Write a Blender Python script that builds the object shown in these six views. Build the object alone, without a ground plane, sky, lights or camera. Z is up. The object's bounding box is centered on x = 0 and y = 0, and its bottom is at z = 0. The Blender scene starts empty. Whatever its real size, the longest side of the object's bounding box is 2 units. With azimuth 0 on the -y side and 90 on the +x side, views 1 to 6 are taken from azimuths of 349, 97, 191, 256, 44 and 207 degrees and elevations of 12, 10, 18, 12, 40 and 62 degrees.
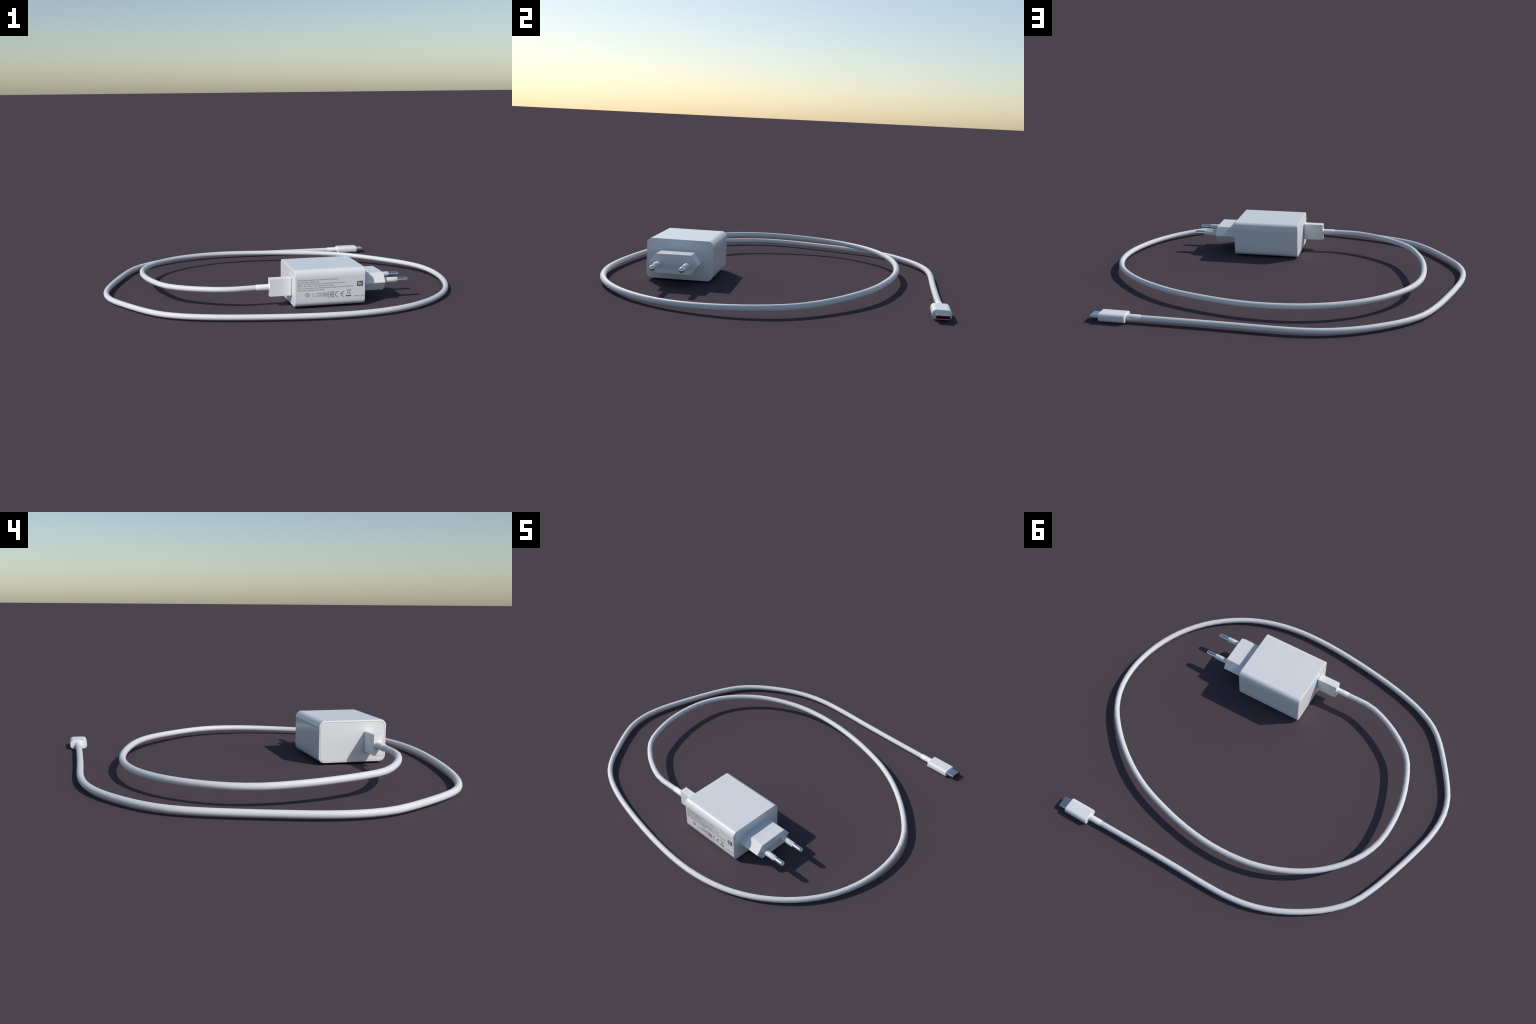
import bpy, bmesh, math
from mathutils import Vector, Matrix

# ------------------------------------------------------------------ sizes
AX, AY = 0.1753, -0.4406          # centre of the adapter in plan
MID = 0.1065                      # height of its axis
HL, HW, HH = 0.1923, 0.1668, 0.100    # half length (x), half width (y), half height
CORD_R = 0.0150
FLOOR_Z = 0.0215                  # cord axis where it lies low
PLUG_V = -0.0793                  # sideways offset of the USB port from the adapter axis
USBC = (0.7757, 0.8070, 0.0215)   # centre of the face the USB-C shell comes out of
USBC_YAW = -0.012

# ------------------------------------------------------------------ materials
def nodes_of(name):
    m = bpy.data.materials.new(name); m.use_nodes = True
    nt = m.node_tree
    return m, nt, nt.nodes["Principled BSDF"]

def plastic(name, base, rough, grain=0.0, grain_scale=900.0, vary=0.02, spec=0.5, vscale=6.0):
    m, nt, p = nodes_of(name)
    tc = nt.nodes.new("ShaderNodeTexCoord")
    n1 = nt.nodes.new("ShaderNodeTexNoise"); n1.inputs["Scale"].default_value = vscale
    n1.inputs["Detail"].default_value = 6
    ramp = nt.nodes.new("ShaderNodeValToRGB")
    ramp.color_ramp.elements[0].position = 0.3; ramp.color_ramp.elements[1].position = 0.7
    lo = [c * (1 - vary) for c in base]; hi = [min(1, c * (1 + vary)) for c in base]
    ramp.color_ramp.elements[0].color = (*lo, 1); ramp.color_ramp.elements[1].color = (*hi, 1)
    nt.links.new(tc.outputs["Object"], n1.inputs["Vector"])
    nt.links.new(n1.outputs["Fac"], ramp.inputs["Fac"])
    nt.links.new(ramp.outputs["Color"], p.inputs["Base Color"])
    p.inputs["Roughness"].default_value = rough
    p.inputs["Specular IOR Level"].default_value = spec
    if grain:
        n2 = nt.nodes.new("ShaderNodeTexNoise"); n2.inputs["Scale"].default_value = grain_scale
        n2.inputs["Detail"].default_value = 3
        b = nt.nodes.new("ShaderNodeBump"); b.inputs["Strength"].default_value = grain
        b.inputs["Distance"].default_value = 0.002
        nt.links.new(tc.outputs["Object"], n2.inputs["Vector"])
        nt.links.new(n2.outputs["Fac"], b.inputs["Height"])
        nt.links.new(b.outputs["Normal"], p.inputs["Normal"])
    return m

def metal(name, base, rough):
    m, nt, p = nodes_of(name)
    tc = nt.nodes.new("ShaderNodeTexCoord")
    n = nt.nodes.new("ShaderNodeTexNoise"); n.inputs["Scale"].default_value = 220
    mr = nt.nodes.new("ShaderNodeMapRange")
    mr.inputs["To Min"].default_value = rough * 0.95; mr.inputs["To Max"].default_value = rough * 1.08
    nt.links.new(tc.outputs["Object"], n.inputs["Vector"])
    nt.links.new(n.outputs["Fac"], mr.inputs["Value"])
    nt.links.new(mr.outputs["Result"], p.inputs["Roughness"])
    p.inputs["Base Color"].default_value = (*base, 1); p.inputs["Metallic"].default_value = 1.0
    return m

M_BODY = plastic("white_gloss_plastic", (0.85, 0.85, 0.85), 0.20, 0.02, 500, 0.010)  # white lowered slightly to bake in shade on the label and sides
M_FACE = plastic("white_grained_plastic", (0.865, 0.862, 0.855), 0.42, 0.25, 420, 0.012, vscale=160)
M_BLOCK = plastic("white_satin_plastic", (0.86, 0.86, 0.86), 0.34, 0.05, 500, 0.012)
M_PLUG = plastic("white_plug_plastic", (0.88, 0.88, 0.88), 0.50, 0.0, 500, 0.008)
M_CORD = plastic("white_cord_sleeve", (0.79, 0.79, 0.79), 0.55, 0.06, 320, 0.02, vscale=90)
M_STEEL = metal("nickel_plated_steel", (0.92, 0.92, 0.92), 0.20)
M_SHELL = metal("satin_steel", (0.95, 0.95, 0.96), 0.16)
M_RED = plastic("red_lining_plastic", (0.42, 0.006, 0.012), 0.5, 0.0, 500, 0.03)
M_SEAM = plastic("seam_shade_plastic", (0.62, 0.62, 0.62), 0.6, 0.0, 500, 0.02)
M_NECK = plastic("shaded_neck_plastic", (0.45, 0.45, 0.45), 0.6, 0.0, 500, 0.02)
M_INK = plastic("grey_print_ink", (0.085, 0.085, 0.09), 0.5, 0.0, 500, 0.03)
M_INK_THIN = plastic("pale_print_ink", (0.22, 0.22, 0.23), 0.5, 0.0, 500, 0.03)
M_TEXT = plastic("fine_print_ink", (0.22, 0.22, 0.23), 0.5, 0.0, 500, 0.03)
M_BADGE = plastic("badge_print_ink", (0.14, 0.14, 0.145), 0.45, 0.0, 500, 0.03)

# ------------------------------------------------------------------ mesh helpers
def finish(bm, name, mat, parent=None, angle=42, smooth=True, weighted=False):
    bmesh.ops.remove_doubles(bm, verts=bm.verts, dist=1e-6)
    bmesh.ops.recalc_face_normals(bm, faces=bm.faces)
    me = bpy.data.meshes.new(name); bm.to_mesh(me); bm.free()
    for p in me.polygons: p.use_smooth = smooth
    if smooth: me.set_sharp_from_angle(angle=math.radians(angle))
    mats = mat if isinstance(mat, (list, tuple)) else [mat]
    for m in mats: me.materials.append(m)
    ob = bpy.data.objects.new(name, me)
    bpy.context.scene.collection.objects.link(ob)
    if weighted:      # flat faces stay flat, only the small bevels turn
        md = ob.modifiers.new("flat_faces", 'WEIGHTED_NORMAL'); md.keep_sharp = True; md.weight = 80
        dg = bpy.context.evaluated_depsgraph_get()
        new = bpy.data.meshes.new_from_object(ob.evaluated_get(dg))
        ob.modifiers.clear(); ob.data = new; bpy.data.meshes.remove(me); new.name = name
    if parent: ob.parent = parent
    return ob

def loft(bm, rings, cap0=True, cap1=True, mat_of=None):
    """Skin a list of equally long closed rings."""
    vr = [[bm.verts.new(p) for p in r] for r in rings]
    n = len(vr[0])
    for k in range(len(vr) - 1):
        for i in range(n):
            j = (i + 1) % n
            f = bm.faces.new((vr[k][i], vr[k][j], vr[k + 1][j], vr[k + 1][i]))
            if mat_of: f.material_index = mat_of(k)
    if cap0: bm.faces.new(vr[0][::-1]).material_index = mat_of(-1) if mat_of else 0
    if cap1:
        bm.faces.new(vr[-1]).material_index = mat_of(len(vr)) if mat_of else 0
    return vr

def rounded_rect(w, h, r, seg=6, r_low=None, support=0.0, bulge=None, flat=None):
    """Closed (v, w) outline, counter-clockwise from the +v +w corner.
    bulge: upper corners become a two-facet chamfer with legs r."""
    pts = []
    corners = [(1, 1, 0), (-1, 1, 90), (-1, -1, 180), (1, -1, 270)]
    for sv, sw, a0 in corners:
        rr = r if (sw > 0 or r_low is None) else r_low
        cv, cw = sv * (w - rr), sw * (h - rr)
        arc = []
        if sw > 0 and bulge is not None:
            A = [(w, h - rr), (w - bulge * rr, h - bulge * rr), (w - rr, h)]
            if sv < 0: A = [(w - rr, h), (w - bulge * rr, h - bulge * rr), (w, h - rr)]
            arc = [(sv * a, b) for a, b in A]
        else:
            for k in range(seg + 1):
                a = math.radians(a0 + 90 * k / seg)
                arc.append((cv + rr * math.cos(a), cw + rr * math.sin(a)))
        if support:
            d0 = (0, -1) if a0 == 0 else (1, 0) if a0 == 90 else (0, 1) if a0 == 180 else (-1, 0)
            d1 = (-1, 0) if a0 == 0 else (0, -1) if a0 == 90 else (1, 0) if a0 == 180 else (0, 1)
            s0 = flat if (flat and d0[0]) else support   # tighter loop on the horizontal faces
            s1 = flat if (flat and d1[0]) else support
            arc = [(arc[0][0] + d0[0] * s0, arc[0][1] + d0[1] * s0)] + arc + \
                  [(arc[-1][0] + d1[0] * s1, arc[-1][1] + d1[1] * s1)]
        pts += arc
    return pts

def along_x(outline, x, oy, oz):
    return [(x, oy + v, oz + w) for v, w in outline]

def lathe_rings(profile, seg, oy, oz):
    """profile: (x, radius) list; rings round an axis parallel to x."""
    return [[(x, oy + r * math.cos(2 * math.pi * k / seg), oz + r * math.sin(2 * math.pi * k / seg))
             for k in range(seg)] for x, r in profile]

def empty(name, loc, label, category):
    e = bpy.data.objects.new(name, None); e.location = loc
    bpy.context.scene.collection.objects.link(e)
    e["label"] = label; e["category"] = category
    return e

# ================================================================== power adapter
adapter = empty("power_adapter", (AX, AY, 0.0),
                "white boxy wall charger with two round pins and printed label", "charger")
# all adapter parts are modelled round the origin of the empty

def body_outline(inset, support=0.024):
    return rounded_rect(HW - inset, HH - inset, 0.0200 - 0.35 * inset, 5,
                        r_low=0.0280 - 0.6 * inset, support=support, bulge=0.42, flat=0.006)

bm = bmesh.new()
X0, X1 = -HL, HL
steps = [  # (x, inset) from the USB face round to the pin face
    (X0 + 0.0030, 0.0300), (X0, 0.0300), (X0, 0.0088), (X0 + 0.0022, 0.0084), (X0 + 0.0022, 0.0078),
    (X0, 0.0074), (X0, 0.0030), (X0 + 0.0006, 0.0010), (X0 + 0.0024, 0.0),
    (X0 + 0.0040, 0.0), (X1 - 0.0032, 0.0), (X1 - 0.0016, 0.0), (X1 - 0.0004, 0.0005), (X1, 0.0014)]
steps = steps[1:]
def body_mat(k):
    if k < 0: return 1
    if k in (1, 2, 3): return 2 if k == 2 else 1
    return 1 if k <= 5 else 0
loft(bm, [along_x(body_outline(i), x, 0, MID) for x, i in steps], mat_of=body_mat)
body = finish(bm, "body", [M_BODY, M_FACE, M_SEAM], adapter, angle=50)

# short parting line low on the USB face
bm = bmesh.new()
loft(bm, [[(x, v, w) for v, w in ((-0.1535, 0.0345), (-0.1535, 0.0355), (-0.0950, 0.0340), (-0.0950, 0.0330))]
          for x in (X0 - 0.0005, X0 + 0.001)])
finish(bm, "parting_line", M_NECK, body, smooth=False)

# plug base: flat hexagon that carries the pins
HEX_T, HEX_P, HEX_H = 0.0842, 0.1215, 0.0481
FRONT = 0.3232
def hexagon(d):
    return [(HEX_P - d * 1.2, 0), (HEX_T - d * .6, HEX_H - d), (-HEX_T + d * .6, HEX_H - d),
            (-HEX_P + d * 1.2, 0), (-HEX_T + d * .6, -HEX_H + d), (HEX_T - d * .6, -HEX_H + d)]
bm = bmesh.new()
loft(bm, [along_x(hexagon(d), x, 0, MID) for x, d in ((HL - 0.004, 0), (FRONT - 0.0012, 0), (FRONT, 0.0010))])
base_edges = [e for e in bm.edges if abs(e.verts[0].co.x - e.verts[1].co.x) > 0.05]
bmesh.ops.bevel(bm, geom=base_edges, offset=0.0022, segments=2, affect='EDGES', profile=0.5)
plug_base = finish(bm, "plug_base", M_BLOCK, adapter, angle=50, weighted=True)

# prongs: insulated sleeve with a bright rounded tip
JOINT, TIP = 0.4068, 0.4685
RS, RM = 0.0149, 0.0134
def dome(x_end, r, n=7):
    return [(x_end - r + r * math.sin(math.pi / 2 * k / n), r * math.cos(math.pi / 2 * k / n)) for k in range(n)] + [(x_end, 0.0004)]
sleeve_prof = [(FRONT - 0.003, RS), (0.3556, RS), (0.3561, RS - 0.0014), (0.3573, RS - 0.0014), (0.3578, RS),
               (JOINT - 0.001, RS), (JOINT, RS - 0.0007), (JOINT, RM * 0.6)]
plain_prof = [p for p in sleeve_prof if not 0.355 < p[0] < 0.358]
tip_prof = [(JOINT - 0.002, RM)] + dome(TIP, RM)
for side, prof in ((-1, sleeve_prof), (1, plain_prof)):
    bm = bmesh.new(); loft(bm, lathe_rings(prof, 32, side * 0.0700, MID))
    prong = finish(bm, "prong", M_BLOCK, adapter)
    bm = bmesh.new(); loft(bm, lathe_rings(tip_prof, 32, side * 0.0700, MID))
    finish(bm, "prong_tip", M_STEEL, prong)

# ------------------------------------------------------------------ printed label (faces -y)
FACE_Y = -HW
INK = 0.0006
def ink_mesh(name, polys, mat, lift=0.0):
    """Flat ink shapes given as (u, z) polygons, pressed onto the label face with a little body."""
    bm = bmesh.new()
    for poly in polys:
        a = [bm.verts.new((u, FACE_Y - INK - lift, z)) for u, z in poly]
        b = [bm.verts.new((u, FACE_Y + 0.0004, z)) for u, z in poly]
        bm.faces.new(a); n = len(poly)
        for i in range(n): bm.faces.new((a[i], b[i], b[(i + 1) % n], a[(i + 1) % n]))
    me = bpy.data.meshes.new(name); bmesh.ops.recalc_face_normals(bm, faces=bm.faces)
    bm.to_mesh(me); bm.free(); me.materials.append(mat)
    ob = bpy.data.objects.new(name, me); bpy.context.scene.collection.objects.link(ob); ob.parent = body
    return ob

def stroke(pts, w, closed=False):
    """Quads of width w following a polyline."""
    out = []; n = len(pts)
    for i in range(n if closed else n - 1):
        (x0, y0), (x1, y1) = pts[i], pts[(i + 1) % n]
        L = math.hypot(x1 - x0, y1 - y0) or 1e-9
        dx, dy = (x1 - x0) / L * w * .5, (y1 - y0) / L * w * .5
        x0 -= dx * .6; y0 -= dy * .6; x1 += dx * .6; y1 += dy * .6
        out.append([(x0 - dy, y0 + dx), (x0 + dy, y0 - dx), (x1 + dy, y1 - dx), (x1 - dy, y1 + dx)])
    return out

def arc(cx, cz, rx, rz, a0, a1, n=20):
    return [(cx + rx * math.cos(math.radians(a0 + (a1 - a0) * k / n)),
             cz + rz * math.sin(math.radians(a0 + (a1 - a0) * k / n))) for k in range(n + 1)]

def arc_band(cx, cz, rx, rz, a0, a1, w, n=24):
    o = arc(cx, cz, rx + w / 2, rz + w / 2, a0, a1, n); i = arc(cx, cz, rx - w / 2, rz - w / 2, a0, a1, n)
    return [[o[k], o[k + 1], i[k + 1], i[k]] for k in range(n)]

def text_line(body_text, u0, u1, z, size, mat=M_TEXT, name="text_line", bold=0.0):
    cu = bpy.data.curves.new(name, 'FONT'); cu.body = body_text; cu.size = size
    cu.resolution_u = 3; cu.extrude = 0.0; cu.offset = bold
    tmp = bpy.data.objects.new("tmp_text", cu); bpy.context.scene.collection.objects.link(tmp)
    dg = bpy.context.evaluated_depsgraph_get()
    me = bpy.data.meshes.new_from_object(tmp.evaluated_get(dg))
    bpy.data.objects.remove(tmp); bpy.data.curves.remove(cu)
    xs = [v.co.x for v in me.vertices]; lo, hi = min(xs), max(xs)
    s = (u1 - u0) / (hi - lo)
    for v in me.vertices:
        v.co = Vector((u0 + (v.co.x - lo) * s, FACE_Y - INK, z + v.co.y))
    bm = bmesh.new(); bm.from_mesh(me)
    ext = bmesh.ops.extrude_face_region(bm, geom=list(bm.faces))
    for g in ext["geom"]:
        if isinstance(g, bmesh.types.BMVert): g.co.y = FACE_Y + 0.0004
    bmesh.ops.recalc_face_normals(bm, faces=bm.faces)
    bm.to_mesh(me); bm.free()
    me.name = name; me.materials.clear(); me.materials.append(mat)
    ob = bpy.data.objects.new(name, me); bpy.context.scene.collection.objects.link(ob); ob.parent = body
    return ob

L0 = -0.1798; TS = 0.0088; B = -0.00006
text_line("POWER ADAPTER MODEL:MDY-11-EZ  ADAPTADOR DE CORRIENTE EU", L0, 0.043, 0.1502, TS * 0.9, bold=B)
text_line("Input: 100-240V~ 50/60Hz 0.7A", L0, -0.0624, 0.1394, TS, bold=B)
text_line("Output: 5.0V=3.0A 15.0W/9.0V=3.0A 27.0W/12.0V=2.25A 27.0W", L0, 0.0783, 0.1286, TS, bold=B)
text_line("20.0V=1.35A 27.0W/11.0V=3.0A Max 33.0W Max", L0, 0.0168, 0.1178, TS, bold=B)
text_line("Xiaomi Communications Co.,Ltd #019 9th Floor,Building 6,33 Xi'erqi Middle Road,", L0, 0.1285, 0.1070, TS, bold=B)
text_line("Haidian District, Beijing, China, 100085", L0, -0.0326, 0.0962, TS, bold=B)
text_line("Made in China", 0.1325, 0.1877, 0.0528, 0.0080, bold=0.0)

# round fast-charge mark
sym = arc_band(-0.1255, 0.0722, 0.0100, 0.0096, -40, 285, 0.0022)
sym += [[(-0.1240, 0.0785), (-0.1272, 0.0715), (-0.1246, 0.0715)], [(-0.1252, 0.0725), (-0.1222, 0.0725), (-0.1244, 0.0640)]]
sym += stroke([(-0.1185, 0.0650), (-0.1215, 0.0690)], 0.0026)
ink_mesh("round_symbol", sym, M_INK)
# indoor-use house outline
ink_mesh("house_symbol", stroke([(-0.1012, 0.0745), (-0.0900, 0.0822), (-0.0792, 0.0745)], 0.0007) +
         stroke([(-0.0985, 0.0765), (-0.0985, 0.0620), (-0.0818, 0.0620), (-0.0818, 0.0765)], 0.0007), M_INK_THIN)
# double-insulation squares
def sq(cx, cz, hx, hz): return [(cx - hx, cz - hz), (cx + hx, cz - hz), (cx + hx, cz + hz), (cx - hx, cz + hz)]
ink_mesh("square_symbol", stroke(sq(-0.0600, 0.0715, 0.0112, 0.0098), 0.0010, True) +
         stroke(sq(-0.0600, 0.0715, 0.0064, 0.0056), 0.0012, True), M_INK_THIN)
# VI efficiency mark in a ring
ink_mesh("ring_symbol", arc_band(-0.0330, 0.0706, 0.0118, 0.0106, 0, 360, 0.0011, 36) +
         stroke([(-0.0385, 0.0760), (-0.0350, 0.0655), (-0.0318, 0.0760)], 0.0015) +
         stroke([(-0.0278, 0.0760), (-0.0278, 0.0655)], 0.0017) + stroke([(-0.0300, 0.0758), (-0.0256, 0.0758)], 0.0012), M_INK)
# EAC mark
W = 0.0024; zt, zb, zm = 0.0832, 0.0552, 0.0692
ink_mesh("letter_mark", stroke([(-0.0072, zt), (-0.0136, zt), (-0.0136, zb), (-0.0072, zb)], W) + stroke([(-0.0136, zm), (-0.0082, zm)], W), M_INK)
ink_mesh("letter_mark", stroke([(-0.0010, zb), (-0.0010, zt), (0.0090, zt), (0.0090, zb)], W) + stroke([(-0.0010, zm), (0.0090, zm)], W), M_INK)
ink_mesh("letter_mark", stroke([(0.0216, zt), (0.0156, zt), (0.0156, zb), (0.0216, zb)], W), M_INK)
# CE mark
ink_mesh("letter_mark", arc_band(0.0445, 0.0695, 0.0165, 0.0140, 92, 268, 0.0027), M_INK)
ink_mesh("letter_mark", arc_band(0.0755, 0.0695, 0.0165, 0.0140, 92, 268, 0.0027) + stroke([(0.0595, 0.0695), (0.0722, 0.0695)], 0.0026), M_INK)
# crossed-out bin with its bar
bz = 0.0
ink_mesh("bin_symbol", stroke([(0.0835, 0.0935), (0.1175, 0.0640)], 0.0008) + stroke([(0.1178, 0.0935), (0.0850, 0.0640)], 0.0008) +
         stroke([(0.0925, 0.0890), (0.0960, 0.0660)], 0.0011) + stroke([(0.1090, 0.0890), (0.1052, 0.0660)], 0.0011) +
         stroke([(0.0915, 0.0895), (0.1100, 0.0895)], 0.0017) + stroke([(0.0935, 0.0840), (0.1080, 0.0840)], 0.0010) +
         stroke([(0.0960, 0.0660), (0.1052, 0.0660)], 0.0012) +
         arc_band(0.1046, 0.0660, 0.0018, 0.0016, 0, 360, 0.0010, 12), M_INK_THIN)
ink_mesh("bin_bar", [sq(0.0999, 0.0572, 0.0148, 0.0026)], M_INK)
# square badge with two letters reversed out
badge = rounded_rect(0.0168, 0.0139, 0.0034, 5)
ink_mesh("logo_badge", [[(0.1628 + a, 0.1206 + b) for a, b in badge]], M_BADGE)
lw = 0.0024; t, d = 0.1262, 0.1150
glyph = stroke([(0.1537, d), (0.1537, t), (0.1612, t)], lw) + stroke([(0.1585, d), (0.1585, 0.1222)], lw) \
      + arc_band(0.1610, 0.1240, 0.0024, 0.0022, 0, 90, lw, 6) + stroke([(0.1634, 0.1240), (0.1634, d)], lw) \
      + stroke([(0.1698, d), (0.1698, t)], lw)
ink_mesh("logo_letters", glyph, M_BODY, lift=0.0006)

# ================================================================== charging cable
cable = empty("charging_cable", (0.0, 0.0, 0.0),
              "white coiled round charging cable with flat and rounded plugs", "cable")

# spine of the cord, from the adapter plug round one and a half turns to the phone plug
SPINE = [(-0.209, -0.520, .1065), (-0.351, -0.518, .1045), (-0.473, -0.474, .1020), (-0.581, -0.408, .0995),
 (-0.668, -0.325, .0975), (-0.722, -0.213, .0965), (-0.758, -0.083, .0935), (-0.770, 0.054, .0880),
 (-0.758, 0.187, .0825), (-0.712, 0.306, .0795), (-0.634, 0.411, .0775), (-0.532, 0.501, .0750),
 (-0.409, 0.569, .0715), (-0.271, 0.615, .0680), (-0.124, 0.635, .0640), (0.030, 0.633, .0600),
 (0.184, 0.611, .0575), (0.335, 0.573, .0565), (0.479, 0.523, .0545), (0.609, 0.455, .0510),
 (0.725, 0.372, .0455), (0.826, 0.279, .0405), (0.908, 0.178, .0380), (0.961, 0.062, .0365),
 (0.984, -0.066, .0330), (0.979, -0.202, .0280), (0.947, -0.338, .0235), (0.889, -0.466, FLOOR_Z),
 (0.805, -0.581, FLOOR_Z), (0.699, -0.678, FLOOR_Z), (0.576, -0.754, FLOOR_Z), (0.437, -0.805, FLOOR_Z),
 (0.287, -0.831, FLOOR_Z), (0.128, -0.834, FLOOR_Z), (-0.036, -0.820, FLOOR_Z), (-0.197, -0.796, FLOOR_Z),
 (-0.350, -0.766, FLOOR_Z), (-0.488, -0.730, FLOOR_Z), (-0.608, -0.685, FLOOR_Z), (-0.706, -0.627, FLOOR_Z),
 (-0.782, -0.549, FLOOR_Z), (-0.848, -0.456, FLOOR_Z), (-0.911, -0.356, FLOOR_Z), (-0.963, -0.252, FLOOR_Z),
 (-0.985, -0.136, FLOOR_Z), (-0.974, -0.007, FLOOR_Z), (-0.939, 0.129, FLOOR_Z), (-0.894, 0.270, FLOOR_Z),
 (-0.844, 0.406, FLOOR_Z), (-0.783, 0.526, FLOOR_Z), (-0.696, 0.621, FLOOR_Z), (-0.589, 0.698, FLOOR_Z),
 (-0.470, 0.761, FLOOR_Z), (-0.342, 0.803, FLOOR_Z), (-0.207, 0.821, FLOOR_Z), (-0.064, 0.822, FLOOR_Z),
 (0.086, 0.817, FLOOR_Z), (0.242, 0.8135, FLOOR_Z), (0.404, 0.8110, FLOOR_Z), (0.571, 0.8095, FLOOR_Z)]

def catmull(P, per):
    P = [Vector(p) for p in P]
    P = [2 * P[0] - P[1]] + P + [2 * P[-1] - P[-2]]
    out = []
    for i in range(1, len(P) - 2):
        a, b, c, d = P[i - 1:i + 3]
        for k in range(per):
            t = k / per
            out.append(0.5 * ((2 * b) + (c - a) * t + (2 * a - 5 * b + 4 * c - d) * t * t + (3 * b - a - 3 * c + d) * t ** 3))
    out.append(P[-2]); return out

def resample(pts, step):
    L = [0.0]
    for a, b in zip(pts, pts[1:]): L.append(L[-1] + (b - a).length)
    n = round(L[-1] / step); out = []; k = 0
    for i in range(n + 1):
        s = L[-1] * i / n
        while k < len(L) - 2 and L[k + 1] < s: k += 1
        out.append(pts[k].lerp(pts[k + 1], (s - L[k]) / (L[k + 1] - L[k])))
    return out

spine = resample(catmull(SPINE, 16), 0.0555)
# run the ends a little way into the strain reliefs
spine = [spine[0] + Vector((0.012, 0, 0))] + spine + [spine[-1] + Vector((0.012, 0, 0))]
rings = []; SEG = 20
for i, p in enumerate(spine):
    t = (spine[min(i + 1, len(spine) - 1)] - spine[max(i - 1, 0)]).normalized()
    side = Vector((0, 0, 1)).cross(t).normalized(); up = t.cross(side)
    rings.append([p + CORD_R * (math.cos(2 * math.pi * k / SEG) * side + math.sin(2 * math.pi * k / SEG) * up) for k in range(SEG)])
bm = bmesh.new(); loft(bm, rings)
finish(bm, "cord", M_CORD, cable, angle=60)

def strain_relief(parent, x_plug, x_tip, r, oy, oz, place=None):
    """Sleeve where the cord enters a plug, with a small fillet at the plug."""
    s = 1 if x_plug > x_tip else -1
    prof = [(x_plug + s * 0.003, r + 0.0050), (x_plug - s * 0.0002, r + 0.0045), (x_plug - s * 0.0010, r + 0.0018),
            (x_plug - s * 0.0030, r + 0.0004), (x_plug - s * 0.0065, r), (x_tip + s * 0.0012, r), (x_tip, r - 0.0008), (x_tip, CORD_R * 0.7)]
    bm = bmesh.new(); loft(bm, lathe_rings(prof, 28, oy, oz))
    if place is not None: bm.transform(place)
    return finish(bm, "strain_relief", M_PLUG, parent)

# --- USB-A plug (in world coordinates: adapter offset added)
PX0, PX1 = AX - 0.3125, AX - 0.1968
py, pz = AY + PLUG_V, MID
def plug_outline(d): return rounded_rect(0.0220 - d, 0.0484 - d, 0.0022, 3)
bm = bmesh.new()
loft(bm, [along_x(plug_outline(d), x, py, pz) for x, d in
          ((PX0, 0.0012), (PX0 + 0.0004, 0.0004), (PX0 + 0.0012, 0), (PX1 - 0.0010, 0), (PX1, 0.0010))])
usb_a = finish(bm, "usb_a_plug", M_PLUG, cable, angle=50, weighted=True)
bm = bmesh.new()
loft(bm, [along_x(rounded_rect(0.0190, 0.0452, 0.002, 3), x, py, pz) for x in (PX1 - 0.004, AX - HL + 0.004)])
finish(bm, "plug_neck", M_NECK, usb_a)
strain_relief(usb_a, PX0, AX - 0.3845, 0.0168, py, pz)

# --- USB-C plug, built along +x from its shell-side face, then placed
place = Matrix.Translation(USBC) @ Matrix.Rotation(USBC_YAW, 4, 'Z')
LB = 0.1347
bm = bmesh.new()
def c_outline(d): return rounded_rect(0.0422 - d, 0.0215 - d, 0.0178 - d, 8)
loft(bm, [along_x(c_outline(d), x, 0, 0) for x, d in
          ((-LB, 0.0022), (-LB + 0.0006, 0.0007), (-LB + 0.0022, 0), (-0.0014, 0), (-0.0004, 0.0004), (0, 0.0012))])
bm.transform(place)
usb_c = finish(bm, "usb_c_plug", M_PLUG, cable, angle=50, weighted=True)
SH = 0.0465
def shell_outline(d): return rounded_rect(0.0306 - d, 0.0081 - d, 0.0052 - d, 6)
bm = bmesh.new()
loft(bm, [along_x(shell_outline(d), x, 0, 0) for x, d in ((-0.006, 0), (SH - 0.0006, 0), (SH, 0.0005), (SH, 0.0012), (SH - 0.0015, 0.0013))], cap1=False)
bm.transform(place); finish(bm, "metal_shell", M_SHELL, usb_c, weighted=True)
bm = bmesh.new()
loft(bm, [along_x(shell_outline(d), x, 0, 0) for x, d in ((SH - 0.0004, 0.0013), (0.010, 0.0013), (0.010, 0.004))], cap0=False)
bm.transform(place)
finish(bm, "red_lining", M_RED, usb_c)
strain_relief(usb_c, -LB, -0.2050, 0.0168, 0, 0, place)
